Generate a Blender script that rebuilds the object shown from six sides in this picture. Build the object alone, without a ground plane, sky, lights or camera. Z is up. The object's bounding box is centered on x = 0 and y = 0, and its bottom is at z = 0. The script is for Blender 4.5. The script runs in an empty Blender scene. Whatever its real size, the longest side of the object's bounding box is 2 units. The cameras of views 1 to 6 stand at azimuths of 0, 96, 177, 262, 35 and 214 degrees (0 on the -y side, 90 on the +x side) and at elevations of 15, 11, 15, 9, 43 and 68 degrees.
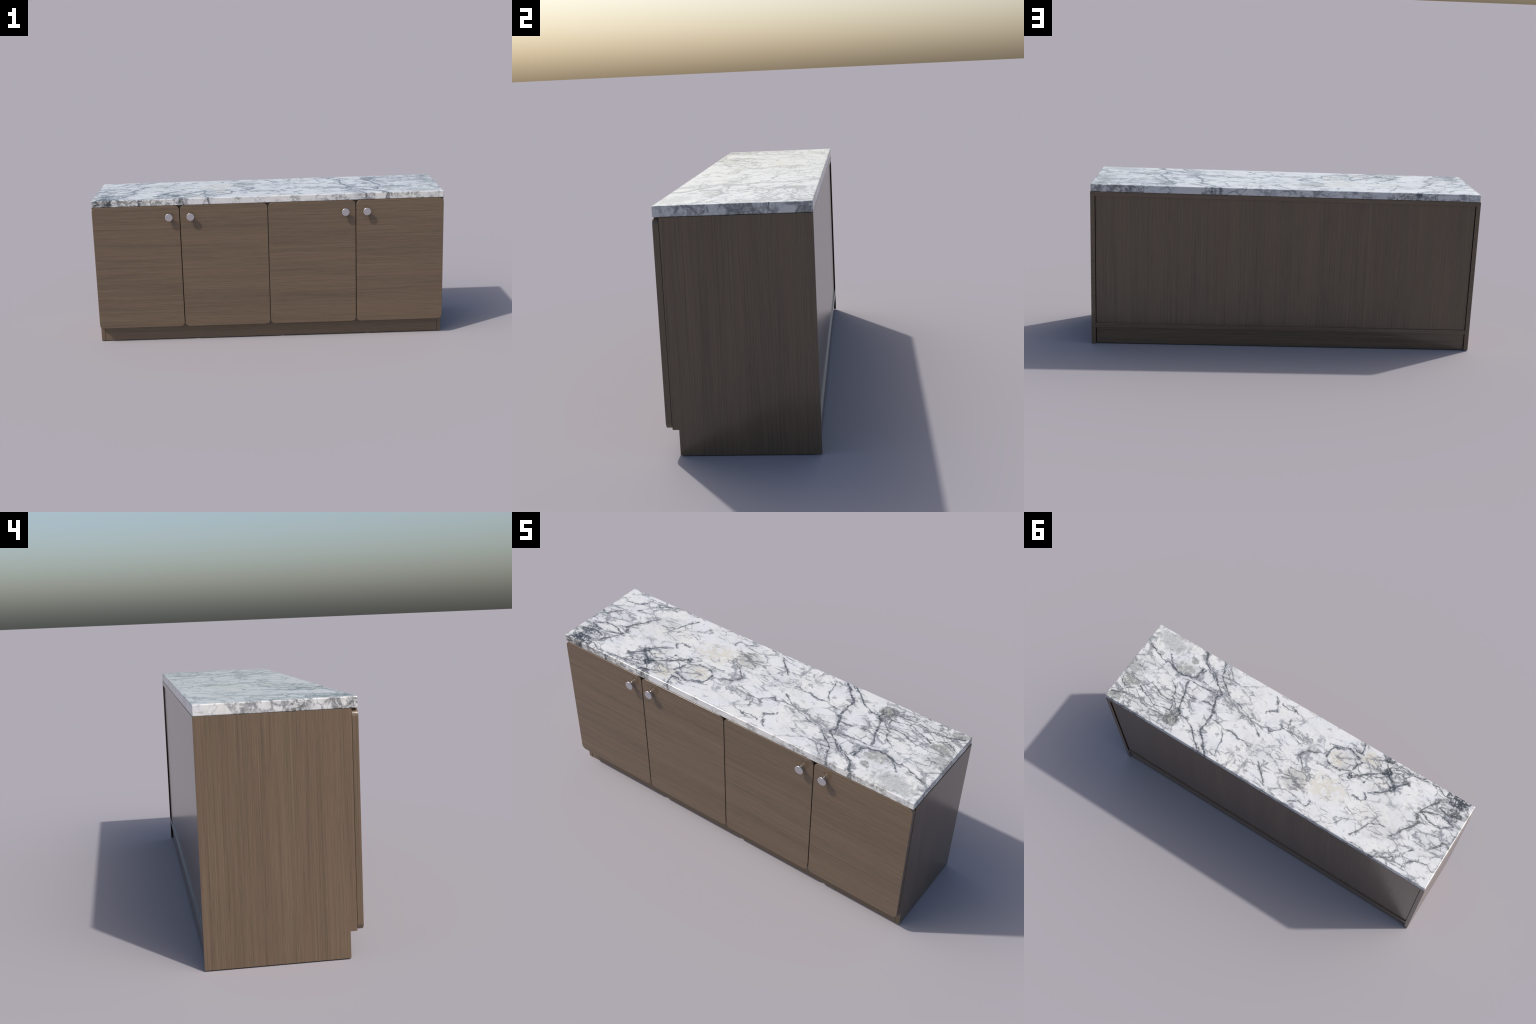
"""Low kitchen sideboard: veneered carcass with four round-cornered doors,
mushroom knobs and a polished breccia-marble countertop."""
import bpy, bmesh, math
from mathutils import Vector

# ------------------------------------------------------------------ sizes (m)
HALF = 1.0                    # half length of the carcass
BOARD = 0.0225                # board thickness
BACK = 0.275                  # rear plane of the side panels
CARCASS_FRONT = -0.2242       # front plane of the side panels
DOOR_FRONT, DOOR_BACK = -0.2466, -0.2250
PLINTH_FRONT = -0.2020        # front of the toe kick
KICK = 0.0900                 # height of the toe kick
CARCASS_TOP = 0.811
SLAB_TOP = 0.8489
DOOR_Z0, DOOR_Z1 = 0.0896, 0.8098
DOOR_GAP = 0.0037
DOOR_RADIUS = 0.0255
KNOB_Z, KNOB_OUT = 0.7472, 0.275
KNOB_INSET = 0.0608           # knob axis to the middle of the door gap
PANEL_INSET = 0.0060          # back panel behind the carcass edges


# ------------------------------------------------------------- node shorthand
class Graph:
    """Thin wrapper so that shader maths reads like formulas."""

    def __init__(self, name):
        self.mat = bpy.data.materials.new(name)
        self.mat.use_nodes = True
        self.nt = self.mat.node_tree
        self.bsdf = self.nt.nodes["Principled BSDF"]

    def put(self, socket, value):
        if isinstance(value, bpy.types.NodeSocket):
            self.nt.links.new(value, socket)
        elif value is not None:
            socket.default_value = value

    def node(self, kind, **props):
        n = self.nt.nodes.new(kind)
        for k, v in props.items():
            setattr(n, k, v)
        return n

    def coords(self):
        return self.node("ShaderNodeTexCoord").outputs["Object"]

    def m(self, op, a, b=None, c=None, clamp=False):
        n = self.node("ShaderNodeMath", operation=op, use_clamp=clamp)
        for i, v in enumerate((a, b, c)):
            if v is not None:
                self.put(n.inputs[i], v)
        return n.outputs[0]

    def v(self, op, a, b=None, c=None):
        n = self.node("ShaderNodeVectorMath", operation=op)
        for i, x in enumerate((a, b, c)):
            if x is not None:
                self.put(n.inputs["Scale"] if (op == "SCALE" and i == 1) else n.inputs[i], x)
        return n.outputs["Value"] if op in ("LENGTH", "DOT_PRODUCT", "DISTANCE") else n.outputs["Vector"]

    def mapping(self, vec, scale=(1, 1, 1), rot=(0, 0, 0), loc=(0, 0, 0)):
        n = self.node("ShaderNodeMapping")
        self.put(n.inputs["Vector"], vec)
        n.inputs["Scale"].default_value = scale
        n.inputs["Rotation"].default_value = rot
        n.inputs["Location"].default_value = loc
        return n.outputs[0]

    def noise(self, vec, scale, detail=3.0, rough=0.5, distort=0.0, colour=False):
        n = self.node("ShaderNodeTexNoise")
        self.put(n.inputs["Vector"], vec)
        n.inputs["Scale"].default_value = scale
        n.inputs["Detail"].default_value = detail
        n.inputs["Roughness"].default_value = rough
        n.inputs["Distortion"].default_value = distort
        return n.outputs["Color" if colour else "Fac"]

    def edge(self, vec, scale, random=1.0):
        n = self.node("ShaderNodeTexVoronoi", feature="DISTANCE_TO_EDGE")
        self.put(n.inputs["Vector"], vec)
        n.inputs["Scale"].default_value = scale
        n.inputs["Randomness"].default_value = random
        return n.outputs["Distance"]

    def near(self, vec, scale):
        n = self.node("ShaderNodeTexVoronoi", feature="F1")
        self.put(n.inputs["Vector"], vec)
        n.inputs["Scale"].default_value = scale
        return n.outputs["Distance"]

    def step(self, x, lo, hi, to0=0.0, to1=1.0):
        n = self.node("ShaderNodeMapRange", interpolation_type="SMOOTHSTEP")
        for sock, val in zip(n.inputs, (x, lo, hi, to0, to1)):
            self.put(sock, val)
        return n.outputs["Result"]

    def mix(self, fac, a, b, blend="MIX"):
        n = self.node("ShaderNodeMix", data_type="RGBA", blend_type=blend)
        self.put(n.inputs["Factor"], fac)
        self.put(n.inputs[6], a)
        self.put(n.inputs[7], b)
        return n.outputs[2]

    def bump(self, height, strength, distance):
        n = self.node("ShaderNodeBump")
        n.inputs["Strength"].default_value = strength
        n.inputs["Distance"].default_value = distance
        self.put(n.inputs["Height"], height)
        self.put(self.bsdf.inputs["Normal"], n.outputs[0])


def rgb(r, g, b):
    return (r, g, b, 1.0)


# ------------------------------------------------------------------ materials
def wood(name, grain, seed, tone=1.0):
    """Brown-grey reconstituted veneer; grain runs along axis 0, 1 or 2."""
    g = Graph(name)
    p = g.v("ADD", g.coords(), (seed * 3.17, seed * 1.31, seed * 2.09))

    def streak(across, along):
        s = [across] * 3
        s[grain] = along
        return tuple(s)

    sway = g.v("SCALE", g.v("SUBTRACT", g.noise(g.mapping(p, streak(4.0, 0.9)), 1.0, 2, colour=True),
                            (0.5, 0.5, 0.5)), 0.010)
    q = g.v("ADD", p, sway)
    broad = g.noise(g.mapping(q, streak(11.0, 0.35)), 1.0, 2, 0.5)
    band = g.noise(g.mapping(q, streak(90.0, 0.8)), 1.0, 2, 0.6)
    line = g.noise(g.mapping(q, streak(290.0, 2.2)), 1.0, 2, 0.6)
    fibre = g.noise(g.mapping(p, streak(560.0, 14.0)), 1.0, 2, 0.6)
    hue = g.noise(g.mapping(q, streak(30.0, 0.35), loc=(7.1, 2.3, 5.7)), 1.0, 2, 0.5)

    f = g.m("MULTIPLY", broad, 0.24)
    f = g.m("MULTIPLY_ADD", band, 0.22, f)
    f = g.m("MULTIPLY_ADD", line, 0.50, f)
    f = g.m("MULTIPLY_ADD", fibre, 0.42, f)          # averages about 0.68
    light = g.step(f, 0.48, 0.88)
    dark_c = rgb(0.0859 * tone, 0.0607 * tone, 0.0403 * tone)
    pale_c = rgb(0.1493 * tone, 0.1045 * tone, 0.0654 * tone)
    col = g.mix(light, dark_c, pale_c)
    col = g.mix(g.step(hue, 0.40, 0.66, 0.0, 0.30), col, rgb(0.1261 * tone, 0.0802 * tone, 0.0555 * tone))
    col = g.mix(g.step(hue, 0.60, 0.34, 0.0, 0.22), col, rgb(0.1007 * tone, 0.0793 * tone, 0.0502 * tone))
    # thin pale fibres and dark pore lines
    col = g.mix(g.step(line, 0.62, 0.76, 0.0, 0.34), col, rgb(0.1726 * tone, 0.1213 * tone, 0.0744 * tone))
    col = g.mix(g.step(line, 0.38, 0.27, 0.0, 0.34), col, rgb(0.0598 * tone, 0.0429 * tone, 0.0305 * tone))
    g.put(g.bsdf.inputs["Base Color"], col)
    g.put(g.bsdf.inputs["Roughness"], g.step(line, 0.3, 0.7, 0.20, 0.17))
    g.bsdf.inputs["IOR"].default_value = 1.5
    return g.mat


def chrome():
    g = Graph("polished_steel")
    g.bsdf.inputs["Metallic"].default_value = 1.0
    g.bsdf.inputs["Base Color"].default_value = rgb(0.64, 0.63, 0.64)
    n = g.noise(g.mapping(g.coords(), (900, 20, 900)), 1.0, 2)
    g.put(g.bsdf.inputs["Roughness"], g.step(n, 0.2, 0.8, 0.07, 0.10))
    return g.mat


# Courses of the main veins, as spines on the slab's plan (x, y), with a
# half width in metres.  Everything finer is generated from noise.
VEINS = [
    (0.0055, [(0.693, -0.26), (0.640, -0.183), (0.571, -0.143), (0.508, -0.101), (0.466, -0.064)]),
    (0.0075, [(0.466, -0.064), (0.476, -0.030), (0.441, 0.057), (0.437, 0.135), (0.434, 0.169)]),
    (0.0050, [(0.434, 0.169), (0.410, 0.197), (0.343, 0.270)]),
    (0.0035, [(0.558, -0.250), (0.527, -0.172), (0.476, -0.121), (0.431, -0.086)]),
    (0.0045, [(0.611, 0.148), (0.555, 0.157), (0.486, 0.184), (0.437, 0.224), (0.391, 0.280)]),
    (0.0060, [(0.640, -0.140), (0.632, -0.085), (0.657, -0.060), (0.717, -0.049), (0.795, -0.074)]),
    (0.0035, [(0.795, -0.074), (0.833, -0.068), (0.970, -0.113)]),
    (0.0065, [(0.665, -0.036), (0.644, 0.024), (0.628, 0.078), (0.600, 0.140)]),
    (0.0030, [(0.740, 0.003), (0.688, 0.052), (0.682, 0.085), (0.620, 0.136)]),
    (0.0020, [(0.616, 0.034), (0.568, 0.030), (0.513, 0.013), (0.451, 0.018)]),
    (0.0020, [(0.201, -0.226), (0.158, -0.154), (0.208, -0.112)]),
    (0.0020, [(0.137, -0.203), (0.050, -0.196)]),
    (0.0022, [(0.083, 0.152), (0.030, 0.200), (-0.008, 0.239)]),
    (0.0018, [(0.348, 0.095), (0.270, 0.089), (0.181, 0.102)]),
    (0.0050, [(-0.225, -0.041), (-0.202, -0.078), (-0.218, -0.141), (-0.273, -0.168), (-0.331, -0.162),
              (-0.380, -0.133), (-0.354, -0.073), (-0.304, -0.040), (-0.225, -0.041)]),
    (0.0055, [(-0.358, -0.041), (-0.407, -0.064), (-0.477, -0.127), (-0.524, -0.166)]),
    (0.0040, [(-0.524, -0.166), (-0.576, -0.208), (-0.654, -0.220), (-0.748, -0.250)]),
    (0.0085, [(-0.487, -0.250), (-0.524, -0.166), (-0.572, -0.137), (-0.596, -0.110)]),
    (0.0035, [(-0.499, -0.014), (-0.543, -0.042), (-0.596, -0.110), (-0.640, -0.165)]),
    (0.0065, [(-0.766, -0.053), (-0.797, -0.131), (-0.830, -0.178), (-0.879, -0.184), (-0.965, -0.232)]),
    (0.0050, [(-0.777, -0.060), (-0.839, -0.109), (-0.895, -0.103), (-0.954, -0.092)]),
    (0.0060, [(-0.767, -0.050), (-0.790, -0.011), (-0.764, 0.047), (-0.712, 0.113)]),
    (0.0045, [(-0.842, -0.144), (-0.890, -0.125), (-0.972, -0.153)]),
    (0.0045, [(-0.072, 0.006), (-0.105, -0.042), (-0.154, -0.065)]),
    (0.0030, [(-0.087, 0.005), (-0.122, 0.034), (-0.173, 0.075)]),
    (0.0035, [(-0.320, -0.250), (-0.346, -0.215), (-0.350, -0.183), (-0.295, -0.182)]),
    (0.0022, [(-0.532, 0.230), (-0.560, 0.187), (-0.582, 0.124), (-0.664, 0.096)]),
    (0.0050, [(-0.667, 0.270), (-0.713, 0.262), (-0.800, 0.200)]),
    (0.0050, [(-0.918, 0.075), (-0.954, 0.014), (-0.985, 0.030)]),
]
# Hairline seams that outline single clasts.
SEAMS = [
    (0.0016, [(0.418, 0.078), (0.311, 0.089), (0.181, 0.102)]),
    (0.0016, [(0.400, -0.078), (0.320, -0.058), (0.232, -0.024), (0.168, 0.023)]),
    (0.0022, [(0.167, -0.049), (0.125, -0.023), (0.074, -0.082), (0.012, -0.086)]),
    (0.0016, [(0.340, 0.108), (0.314, 0.170), (0.299, 0.239)]),
    (0.0026, [(0.863, 0.129), (0.819, 0.072), (0.758, 0.097), (0.662, 0.118), (0.654, 0.158), (0.731, 0.181), (0.818, 0.155), (0.863, 0.129)]),
    (0.0030, [(0.989, 0.145), (0.887, 0.195), (0.989, 0.238)]),
    (0.0020, [(0.628, -0.116), (0.612, -0.154), (0.553, -0.118), (0.551, -0.078), (0.595, -0.081)]),
    (0.0020, [(0.838, -0.122), (0.754, -0.053)]),
    (0.0020, [(0.643, -0.041), (0.583, -0.052), (0.519, -0.057), (0.473, -0.050)]),
    (0.0016, [(0.109, -0.086), (0.051, -0.097), (0.068, -0.148)]),
    (0.0026, [(-0.436, -0.041), (-0.462, -0.100), (-0.526, -0.124), (-0.575, -0.105)]),
    (0.0026, [(-0.539, -0.193), (-0.571, -0.230), (-0.652, -0.223), (-0.615, -0.182), (-0.552, -0.184)]),
    (0.0030, [(-0.782, -0.064), (-0.845, -0.046), (-0.906, -0.045), (-0.957, -0.086)]),
    (0.0030, [(-0.840, -0.147), (-0.884, -0.163), (-0.930, -0.155), (-0.896, -0.129), (-0.840, -0.147)]),
    (0.0020, [(-0.652, -0.223), (-0.793, -0.230), (-0.842, -0.210), (-0.904, -0.234)]),
    (0.0016, [(-0.434, 0.220), (-0.451, 0.184), (-0.513, 0.161)]),
    (0.0020, [(-0.837, 0.249), (-0.835, 0.219), (-0.882, 0.173), (-0.940, 0.159), (-0.985, 0.185)]),
    (0.0022, [(-0.840, 0.127), (-0.811, 0.179), (-0.837, 0.210)]),
    (0.0020, [(-0.516, 0.265), (-0.592, 0.264), (-0.667, 0.264)]),
    (0.0020, [(-0.431, 0.039), (-0.488, 0.044), (-0.503, 0.018), (-0.482, -0.003)]),
    (0.0024, [(-0.173, 0.248), (-0.211, 0.223), (-0.263, 0.231), (-0.267, 0.187)]),
    (0.0018, [(0.159, -0.201), (0.115, -0.184), (0.066, -0.197)]),
    (0.0020, [(-0.421, -0.065), (-0.392, -0.089), (-0.346, -0.137)]),
    (0.0030, [(-0.191, -0.146), (-0.263, -0.170), (-0.303, -0.170)]),
    (0.0018, [(0.100, -0.086), (0.015, -0.079), (-0.067, -0.052)]),
]
# Soft regions: (x, y, radius along x, radius along y, weight)
CROWDED = [  # where the fine net of veins is dense
    (-0.92, -0.19, 0.13, 0.09, 1.0), (-0.94, 0.02, 0.10, 0.12, 0.55), (-0.52, -0.17, 0.13, 0.10, 0.8),
    (-0.77, 0.24, 0.11, 0.06, 0.7), (-0.135, 0.125, 0.09, 0.08, 1.0), (-0.30, -0.10, 0.12, 0.09, 0.5),
    (0.62, 0.02, 0.10, 0.14, 0.6), (0.66, 0.19, 0.10, 0.08, 0.9), (0.86, 0.21, 0.16, 0.07, 0.9),
    (0.93, 0.05, 0.10, 0.10, 0.7), (0.50, -0.12, 0.06, 0.13, 0.8), (0.30, -0.04, 0.19, 0.06, 0.6),
    (0.30, 0.235, 0.05, 0.04, 0.8), (0.08, 0.08, 0.10, 0.08, 0.5),
]
CLOUDED = [  # grey-green smoky stone
    (0.622, 0.195, 0.045, 0.035, 1.0), (0.925, 0.130, 0.050, 0.035, 0.9), (0.955, 0.245, 0.060, 0.025, 0.9),
    (0.710, -0.085, 0.060, 0.030, 0.75), (0.870, -0.195, 0.120, 0.050, 0.35), (0.985, 0.040, 0.05, 0.05, 0.55),
    (-0.135, 0.129, 0.050, 0.045, 0.3), (0.702, -0.162, 0.022, 0.018, 0.8), (-0.930, -0.150, 0.04, 0.03, 0.5),
]
BLACK = [  # nearly black pockets
    (-0.524, -0.170, 0.030, 0.022, 1.0), (-0.588, -0.100, 0.022, 0.018, 0.8), (-0.367, -0.040, 0.020, 0.018, 0.9),
    (-0.915, -0.222, 0.060, 0.030, 1.0), (-0.930, -0.150, 0.045, 0.030, 0.7), (0.600, 0.165, 0.018, 0.030, 0.7),
    (-0.490, -0.225, 0.022, 0.020, 0.8), (-0.635, -0.166, 0.020, 0.014, 0.7), (0.390, 0.262, 0.008, 0.020, 0.8),
]
PALE = [  # broad translucent grey clouds
    (0.87, -0.185, 0.130, 0.060, 0.55), (0.72, -0.10, 0.080, 0.060, 0.50), (0.94, 0.06, 0.070, 0.110, 0.60),
    (0.80, 0.225, 0.160, 0.045, 0.45), (0.50, -0.17, 0.060, 0.080, 0.45), (0.33, -0.05, 0.110, 0.035, 0.45),
    (0.12, 0.09, 0.110, 0.040, 0.35), (-0.12, 0.12, 0.070, 0.060, 0.45), (-0.92, -0.17, 0.080, 0.070, 0.50),
    (-0.66, 0.11, 0.080, 0.050, 0.30), (-0.32, -0.13, 0.080, 0.060, 0.40), (-0.90, 0.08, 0.080, 0.080, 0.30),
]
RIM = [  # dark mottling that shows on the slab's edges
    (-0.93, -0.246, 0.060, 0.020, 1.0), (-0.80, -0.246, 0.050, 0.012, 0.9), (-0.66, -0.246, 0.050, 0.012, 0.8),
    (-0.48, -0.246, 0.025, 0.012, 1.0), (-0.35, -0.246, 0.015, 0.010, 0.8), (-0.17, -0.246, 0.022, 0.010, 0.7),
    (0.16, -0.246, 0.025, 0.010, 0.6), (0.42, -0.246, 0.035, 0.010, 0.6), (0.57, -0.246, 0.035, 0.010, 0.8),
    (0.80, -0.246, 0.070, 0.008, 0.5), (0.85, 0.275, 0.110, 0.012, 0.9), (0.39, 0.275, 0.045, 0.010, 0.8),
    (0.10, 0.275, 0.040, 0.010, 0.5), (-0.63, 0.275, 0.090, 0.010, 0.9), (-0.93, 0.275, 0.040, 0.010, 0.7),
    (-0.998, -0.06, 0.012, 0.040, 1.0), (-0.998, 0.11, 0.010, 0.045, 0.6), (-0.998, -0.22, 0.010, 0.02, 0.7),
    (0.998, -0.10, 0.010, 0.035, 0.6), (0.998, 0.07, 0.010, 0.050, 0.8), (0.998, 0.26, 0.010, 0.015, 0.7),
]
CREAM = [  # warm beige clasts
    (-0.27, -0.09, 0.06, 0.05, 1.0), (-0.40, -0.18, 0.07, 0.05, 1.0), (-0.30, 0.08, 0.12, 0.07, 0.8),
    (-0.15, 0.14, 0.09, 0.07, 0.6), (-0.62, 0.10, 0.16, 0.10, 0.35), (-0.53, -0.07, 0.07, 0.05, 0.35),
]


def marble():
    g = Graph("breccia_marble")
    p = g.coords()
    centre = (0.5, 0.5, 0.5)

    def warp(vec, scale, amount, detail=2.0):
        return g.v("ADD", vec, g.v("SCALE", g.v("SUBTRACT", g.noise(vec, scale, detail, 0.6, colour=True), centre),
                                   amount))

    w1 = warp(p, 13.0, 0.040, 2.0)          # lazy meander
    w2 = warp(w1, 30.0, 0.014, 2.0)         # crooked courses
    w3 = warp(w2, 110.0, 0.004, 2.0)        # ragged borders

    def split(vec):
        n = g.node("ShaderNodeSeparateXYZ")
        g.put(n.inputs[0], vec)
        return n.outputs[0], n.outputs[1]

    def carry(xy, value):
        """Plan position with the running value in z: evaluates the chain in order,
        so the shader needs little memory."""
        n = g.node("ShaderNodeCombineXYZ")
        for i, x in enumerate((xy[0], xy[1], value)):
            g.put(n.inputs[i], x)
        return n.outputs[0]

    lumps = g.noise(w1, 42.0, 3.0, 0.6)

    def blobs(spec, vec, outer=1.5, inner=0.25, ragged=0.0):
        total, xy = 0.0, split(vec)
        if ragged:
            shift = g.m("MULTIPLY_ADD", lumps, -ragged, 0.5 * ragged)
        for x, y, rx, ry, wgt in spec:
            q = g.v("MULTIPLY_ADD", carry(xy, total), (1 / rx, 1 / ry, 0), (-x / rx, -y / ry, 0))
            r = g.v("LENGTH", q)
            if ragged:
                r = g.m("ADD", r, shift)
            total = g.m("MAXIMUM", total, g.step(r, outer, inner, 0.0, wgt))
        return total

    # --- main veins: normalised distance to the spines
    spines, xy = 99.0, split(w3)
    thick = g.step(g.noise(p, 30.0, 3, 0.6), 0.32, 0.70, 0.34, 1.75)
    for half, pts in VEINS + SEAMS:
        for (ax, ay), (bx, by) in zip(pts, pts[1:]):
            ba = Vector((bx - ax, by - ay, 0))
            pa = g.v("MULTIPLY_ADD", carry(xy, spines), (1, 1, 0), (-ax, -ay, 0))
            h = g.m("MULTIPLY", g.v("DOT_PRODUCT", pa, tuple(ba / ba.length_squared)), 1.0, clamp=True)
            off = g.v("MULTIPLY_ADD", h, tuple(-ba), pa)
            spines = g.m("MINIMUM", spines, g.m("MULTIPLY", g.v("LENGTH", off), 1.0 / half))
    spine_rel = g.m("DIVIDE", spines, thick)
    vein = g.step(spine_rel, 1.20, 0.60)
    halo = g.step(spine_rel, 6.0, 0.8)

    # --- breccia net, stretched along the bedding direction
    turn = (0, 0, math.radians(17))
    bed = g.mapping(w3, (0.40, 1.0, 0.8), rot=turn)
    crowd = blobs(CROWDED, w1)
    drift = g.noise(p, 5.5, 3.0, 0.55)
    dens = g.m("ADD", g.m("MULTIPLY", crowd, 0.60), g.step(drift, 0.36, 0.68, 0.03, 0.38), clamp=True)
    dens = g.m("MAXIMUM", dens, g.m("MULTIPLY", halo, 0.70))
    pulse = g.noise(w1, 21.0, 3.0, 0.6)                     # seams swell and die out
    gate = g.m("MINIMUM", g.m("MULTIPLY", dens, g.step(pulse, 0.29, 0.63, 0.22, 1.6)), 0.80)

    grain = g.noise(w3, 75.0, 4.0, 0.68)
    mottle = g.step(g.noise(w3, 120.0, 3.0, 0.6), 0.36, 0.54, 0.38, 1.0)

    def net(vec, scale, width, lo, hi, gain):
        """Seams between clasts; they thicken where three meet, so clasts look rounded."""
        corner = g.m("MAXIMUM", g.m("SUBTRACT", g.near(vec, scale), 0.42), 0.0)
        e = g.m("MULTIPLY_ADD", corner, -0.10, g.edge(vec, scale))
        lim = g.m("MULTIPLY_ADD", gate, width, 0.001)
        rel = g.m("DIVIDE", e, lim)
        on = g.step(gate, lo, hi, 0.0, gain)
        return g.m("MULTIPLY", g.step(rel, 1.5, 0.3), on), g.m("MULTIPLY", g.step(rel, 4.0, 0.6), on)

    big, big_soft = net(bed, 14.0, 0.050, 0.05, 0.46, 0.90)
    small, small_soft = net(g.v("ADD", bed, (3.1, 1.7, 0.4)), 30.0, 0.060, 0.14, 0.55, 0.85)
    soft = g.m("MAXIMUM", big_soft, small_soft)
    wisp_n = g.noise(g.mapping(w2, (6.0, 12.0, 9.0), rot=turn), 1.0, 3.0, 0.58)
    ridge = g.m("ABSOLUTE", g.m("SUBTRACT", wisp_n, 0.5))
    wisp = g.m("MULTIPLY", g.step(ridge, 0.016, 0.002), g.step(pulse, 0.44, 0.62, 0.0, 0.65))
    fleck_n = g.noise(g.mapping(w2, (26.0, 62.0, 45.0), rot=turn), 1.0, 3.0, 0.62)
    fleck = g.m("MULTIPLY", g.step(fleck_n, 0.60, 0.70), g.m("MULTIPLY_ADD", dens, 0.80, 0.12))

    cloud = g.m("MULTIPLY", blobs(CLOUDED, w3, 1.30, 0.70, 3.0), g.step(grain, 0.26, 0.60, 0.30, 1.0))
    haze_n = g.noise(g.mapping(w2, (11.0, 21.0, 16.0), rot=turn), 1.0, 5.0, 0.66)
    haze = g.m("MULTIPLY", g.step(haze_n, 0.50, 0.72), g.m("MULTIPLY_ADD", dens, 0.58, 0.12))
    veil = g.m("MULTIPLY", g.step(g.noise(w2, 9.0, 5.0, 0.62), 0.44, 0.66), g.m("MULTIPLY_ADD", crowd, 0.42, 0.14))
    veil = g.m("MAXIMUM", veil, g.m("MULTIPLY", blobs(PALE, w2, 1.35, 0.55, 3.0), g.step(grain, 0.25, 0.62, 0.55, 1.0)))
    rim = g.m("MULTIPLY", blobs(RIM, w3, 1.30, 0.70, 3.0), g.step(grain, 0.42, 0.57, 0.05, 0.95))
    pocket = g.m("MULTIPLY", blobs(BLACK, w3, 1.30, 0.70, 3.0), g.step(grain, 0.36, 0.52))
    cream = g.m("MULTIPLY", blobs(CREAM, w1), g.step(g.noise(w2, 34.0, 4.0, 0.65), 0.38, 0.56))

    # --- colours
    white = g.mix(g.step(g.noise(w1, 8.0, 3.0), 0.35, 0.65), rgb(0.560, 0.564, 0.574), rgb(0.595, 0.592, 0.574))
    col = g.mix(cream, white, rgb(0.495, 0.462, 0.382))
    col = g.mix(haze, col, rgb(0.300, 0.305, 0.300))
    col = g.mix(veil, col, rgb(0.345, 0.352, 0.350))
    col = g.mix(g.m("MULTIPLY", soft, 0.30), col, rgb(0.300, 0.310, 0.322))
    col = g.mix(rim, col, rgb(0.125, 0.128, 0.122))
    col = g.mix(g.m("MULTIPLY", halo, 0.30), col, rgb(0.33, 0.34, 0.35))
    col = g.mix(cloud, col, rgb(0.215, 0.220, 0.195))
    ink = g.mix(g.step(drift, 0.42, 0.60), rgb(0.064, 0.071, 0.083), rgb(0.092, 0.095, 0.089))
    thread = g.mix(g.step(crowd, 0.35, 0.85), rgb(0.160, 0.167, 0.182), rgb(0.092, 0.097, 0.103))
    lines = g.m("MAXIMUM", g.m("MULTIPLY", g.m("MAXIMUM", big, small), mottle), g.m("MAXIMUM", wisp, fleck))
    col = g.mix(g.m("MULTIPLY", lines, 0.90), col, thread)
    col = g.mix(g.m("MULTIPLY", vein, g.step(grain, 0.36, 0.54, 0.35, 0.95)), col, ink)
    col = g.mix(pocket, col, rgb(0.042, 0.048, 0.054))
    g.put(g.bsdf.inputs["Base Color"], col)
    g.bsdf.inputs["Roughness"].default_value = 0.15
    g.bsdf.inputs["IOR"].default_value = 1.5
    g.bump(g.noise(p, 230.0, 2.0), 1.0, 0.0002)
    return g.mat


# ------------------------------------------------------------------- geometry
def finish(name, bm, mat, parent, loc=(0, 0, 0), smooth=True):
    me = bpy.data.meshes.new(name)
    bmesh.ops.recalc_face_normals(bm, faces=bm.faces[:])
    bm.to_mesh(me)
    bm.free()
    if smooth:
        me.shade_smooth()
        me.set_sharp_from_angle(angle=math.radians(40))
    if mat:
        me.materials.append(mat)
    ob = bpy.data.objects.new(name, me)
    bpy.context.scene.collection.objects.link(ob)
    ob.location = loc
    ob.parent = parent
    return ob


def prism(profile, axis, lo, hi, bevel, segments):
    """Extrude a closed 2D profile along an axis and round every edge."""
    bm = bmesh.new()
    other = [a for a in range(3) if a != axis]
    ring = []
    for u, w in profile:
        co = [0, 0, 0]
        co[other[0]], co[other[1]], co[axis] = u, w, lo
        ring.append(bm.verts.new(co))
    face = bm.faces.new(ring)
    ext = bmesh.ops.extrude_face_region(bm, geom=[face])
    move = [0, 0, 0]
    move[axis] = hi - lo
    bmesh.ops.translate(bm, vec=move, verts=[e for e in ext["geom"] if isinstance(e, bmesh.types.BMVert)])
    bmesh.ops.recalc_face_normals(bm, faces=bm.faces[:])
    if bevel:
        edges = [e for e in bm.edges if len(e.link_faces) == 2 and e.calc_face_angle() > math.radians(30)]
        bmesh.ops.bevel(bm, geom=edges, offset=bevel, segments=segments, profile=0.5, affect="EDGES",
                        clamp_overlap=True)
    return bm


def settle_normals(ob):
    """Flat faces shade flat; only the narrow rounded edges turn the normal."""
    mod = ob.modifiers.new("weigh", "WEIGHTED_NORMAL")
    mod.mode, mod.weight, mod.keep_sharp = "FACE_AREA", 100, True
    bpy.context.view_layer.update()
    me = bpy.data.meshes.new_from_object(ob.evaluated_get(bpy.context.evaluated_depsgraph_get()))
    ob.modifiers.remove(mod)
    old, ob.data = ob.data, me
    bpy.data.meshes.remove(old)
    me.name = ob.name


def edge_veneer(ob, axis, mat):
    """Narrow faces that look along an axis get their own strip of veneer."""
    ob.data.materials.append(mat)
    for poly in ob.data.polygons:
        if abs(poly.normal[axis]) > 0.75:
            poly.material_index = 1


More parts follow.
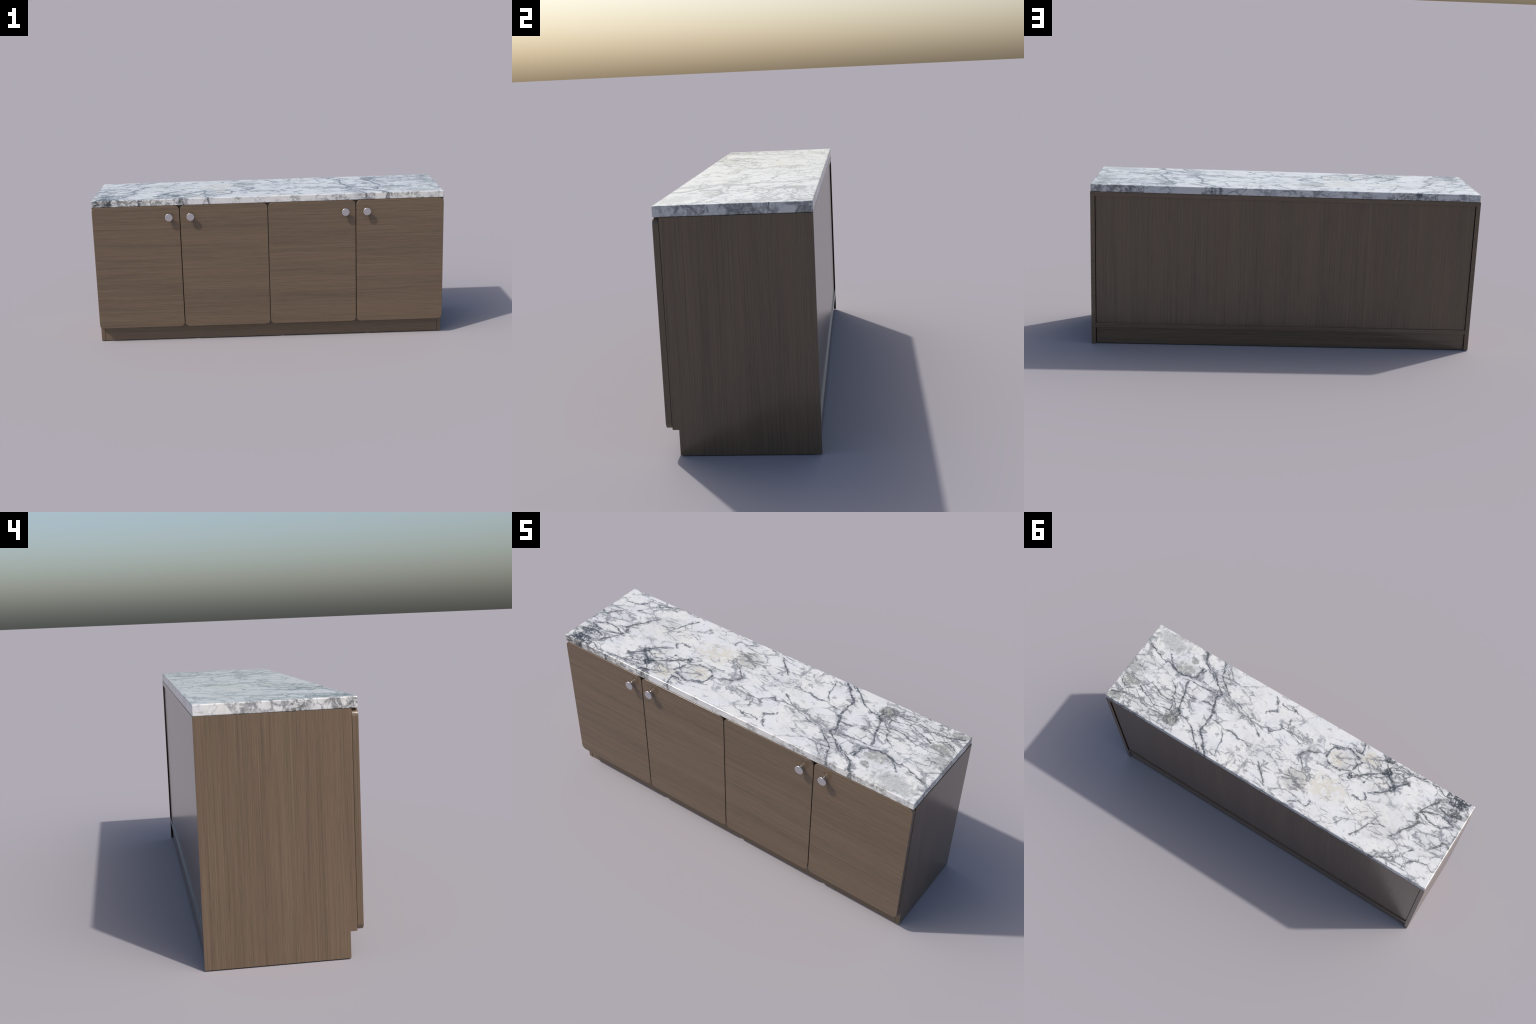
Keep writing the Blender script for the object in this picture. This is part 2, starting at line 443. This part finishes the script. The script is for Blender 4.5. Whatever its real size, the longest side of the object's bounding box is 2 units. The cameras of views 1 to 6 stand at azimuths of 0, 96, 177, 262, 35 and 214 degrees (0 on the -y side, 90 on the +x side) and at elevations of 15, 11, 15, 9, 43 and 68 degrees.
def carve(target, cutter):
    """Subtract one mesh from another and drop the tool."""
    mod = target.modifiers.new("carve", "BOOLEAN")
    mod.operation, mod.solver, mod.object = "DIFFERENCE", "EXACT", cutter
    bpy.context.view_layer.update()
    deps = bpy.context.evaluated_depsgraph_get()
    me = bpy.data.meshes.new_from_object(target.evaluated_get(deps))
    target.modifiers.remove(mod)
    old = target.data
    target.data = me
    bpy.data.meshes.remove(old)
    me.name = target.name
    bpy.data.objects.remove(cutter)


def board(name, x, y, z, mat, parent, bevel=0.0008, segments=2):
    c = [(a + b) / 2 for a, b in (x, y, z)]
    hx, hz = (x[1] - x[0]) / 2, (z[1] - z[0]) / 2
    hy = (y[1] - y[0]) / 2
    bm = prism([(-hx, -hz), (hx, -hz), (hx, hz), (-hx, hz)], 1, -hy, hy, bevel, segments)
    ob = finish(name, bm, mat, parent, c)
    settle_normals(ob)
    return ob


def rounded_rect(w, h, r, n=14):
    pts = []
    for cx, cy, a0 in ((w - r, h - r, 0), (r - w, h - r, 90), (r - w, r - h, 180), (w - r, r - h, 270)):
        for i in range(n + 1):
            a = math.radians(a0 + 90 * i / n)
            pts.append((cx + r * math.cos(a), cy + r * math.sin(a)))
    return pts


def knob_mesh():
    """Mushroom knob turned about the y axis; y = 0 on the door, -y outwards."""
    out = KNOB_OUT + DOOR_FRONT
    prof = [(0.0124, 0.0), (0.0124, 0.0050), (0.0119, 0.0085), (0.0115, 0.0120), (0.0117, 0.0150),
            (0.0126, 0.0178), (0.0148, 0.0200), (0.0190, 0.0215), (0.0214, 0.0222), (0.0223, 0.0236),
            (0.0223, out - 0.0032), (0.0219, out - 0.0016), (0.0210, out - 0.0006), (0.0196, out)]
    bm = bmesh.new()
    n = 56
    rings = [[bm.verts.new((r * math.cos(2 * math.pi * i / n), -d, r * math.sin(2 * math.pi * i / n)))
              for i in range(n)] for r, d in prof]
    for a, b in zip(rings, rings[1:]):
        for i in range(n):
            bm.faces.new((a[i], a[(i + 1) % n], b[(i + 1) % n], b[i]))
    bm.faces.new(rings[0])
    bm.faces.new(rings[-1])
    return bm


def build():
    root = bpy.data.objects.new("sideboard", None)
    bpy.context.scene.collection.objects.link(root)
    root["label"] = "low brown wood sideboard with four doors and marble top"
    root["category"] = "cabinet"

    # --- side panels with the toe-kick notch, grain upright
    mid_y, mid_z = (BACK + CARCASS_FRONT) / 2, CARCASS_TOP / 2
    outline = [(CARCASS_FRONT, KICK), (PLINTH_FRONT, KICK), (PLINTH_FRONT, 0.0), (BACK, 0.0),
               (BACK, CARCASS_TOP), (CARCASS_FRONT, CARCASS_TOP)]
    outline = [(y - mid_y, z - mid_z) for y, z in outline]
    side_mat = wood("veneer_upright", 2, 1.0)
    rail_mat = wood("veneer_lengthwise", 0, 2.0)
    for sx in (-1, 1):
        bm = prism(outline, 0, -BOARD / 2, BOARD / 2, 0.0008, 2)
        place = (sx * (HALF - BOARD / 2), mid_y, mid_z)
        panel = finish("side_panel", bm, side_mat, root, place)
        # the rebate that takes the back panel: a deep dark slot behind a thin lip
        lo, hi = BACK - 0.022, BACK - 0.0012
        mouth = BOARD / 2 + 0.002
        cut = prism([(-sx * mouth, -1.0), (-sx * mouth, CARCASS_TOP - BOARD - mid_z),
                     (sx * (BOARD / 2 - 0.004), CARCASS_TOP - BOARD - mid_z), (sx * (BOARD / 2 - 0.004), -1.0)],
                    1, lo - mid_y, hi - mid_y, 0, 1)
        carve(panel, finish("cutter", cut, None, None, place))
        edge_veneer(panel, 1, rail_mat)
        settle_normals(panel)

    inner = HALF - BOARD - 0.0002
    board("top_panel", (-inner, inner), (CARCASS_FRONT + 0.001, BACK - 0.0003),
          (CARCASS_TOP - BOARD, CARCASS_TOP - 0.0004), rail_mat, root)
    board("bottom_panel", (-inner, inner), (CARCASS_FRONT + 0.001, BACK - 0.0003),
          (KICK, KICK + BOARD), rail_mat, root)
    back_mat = wood("veneer_back", 2, 4.0)
    board("back_panel", (-inner + 0.003, inner - 0.003), (BACK - PANEL_INSET - 0.012, BACK - PANEL_INSET),
          (KICK + BOARD, CARCASS_TOP - BOARD), back_mat, root, bevel=0)
    board("plinth", (-inner + 0.001, inner - 0.001), (PLINTH_FRONT + 0.001, PLINTH_FRONT + 0.019),
          (0.001, KICK), rail_mat, root)
    board("plinth", (-inner + 0.003, inner - 0.003), (BACK - 0.0275, BACK - 0.0085), (0.001, KICK), rail_mat, root)
    board("divider", (-0.011, 0.011), (CARCASS_FRONT + 0.001, BACK - PANEL_INSET - 0.013),
          (KICK + BOARD, CARCASS_TOP - BOARD), side_mat, root)

    # --- doors, all from one mesh, with a knob each
    pitch = (2 * HALF) / 4
    door_w = pitch - DOOR_GAP
    door_h = DOOR_Z1 - DOOR_Z0
    thick = DOOR_BACK - DOOR_FRONT
    bm = prism(rounded_rect(door_w / 2, door_h / 2, DOOR_RADIUS), 1, -thick / 2, thick / 2, 0.0022, 3)
    first = None
    knob_first = None
    steel = chrome()
    for i in range(4):
        cx = -HALF + pitch * (i + 0.5)
        mat = wood("veneer_door", 0, (6.0, 7.0, 8.0, 9.0)[i])
        loc = (cx, (DOOR_FRONT + DOOR_BACK) / 2, (DOOR_Z0 + DOOR_Z1) / 2)
        if first is None:
            first = door = finish("door", bm, mat, root, loc)
            edge_veneer(door, 0, side_mat)
            settle_normals(door)
        else:
            door = first.copy()
            door.name = "door"
            bpy.context.scene.collection.objects.link(door)
            door.location = loc
            door.parent = root
        door.material_slots[0].link = "OBJECT"
        door.material_slots[0].material = mat
        toward = 1 if i % 2 == 0 else -1
        kloc = (toward * (pitch / 2 - KNOB_INSET), -thick / 2, KNOB_Z - loc[2])
        if knob_first is None:
            knob_first = knob = finish("knob", knob_mesh(), steel, door, kloc)
            settle_normals(knob)
        else:
            knob = knob_first.copy()
            knob.name = "knob"
            bpy.context.scene.collection.objects.link(knob)
            knob.parent = door
            knob.location = kloc

    # --- polished slab with eased edges
    slab_y = (-0.2458, 0.2746)
    board("countertop", (-0.9978, 0.9978), slab_y, (CARCASS_TOP, SLAB_TOP), None, root, bevel=0.0042, segments=5)
    top = bpy.data.objects["countertop"]
    for vert in top.data.vertices:            # plan coordinates stay those of the room
        vert.co += top.location
    top.location = (0, 0, 0)
    top.data.materials.append(marble())


build()
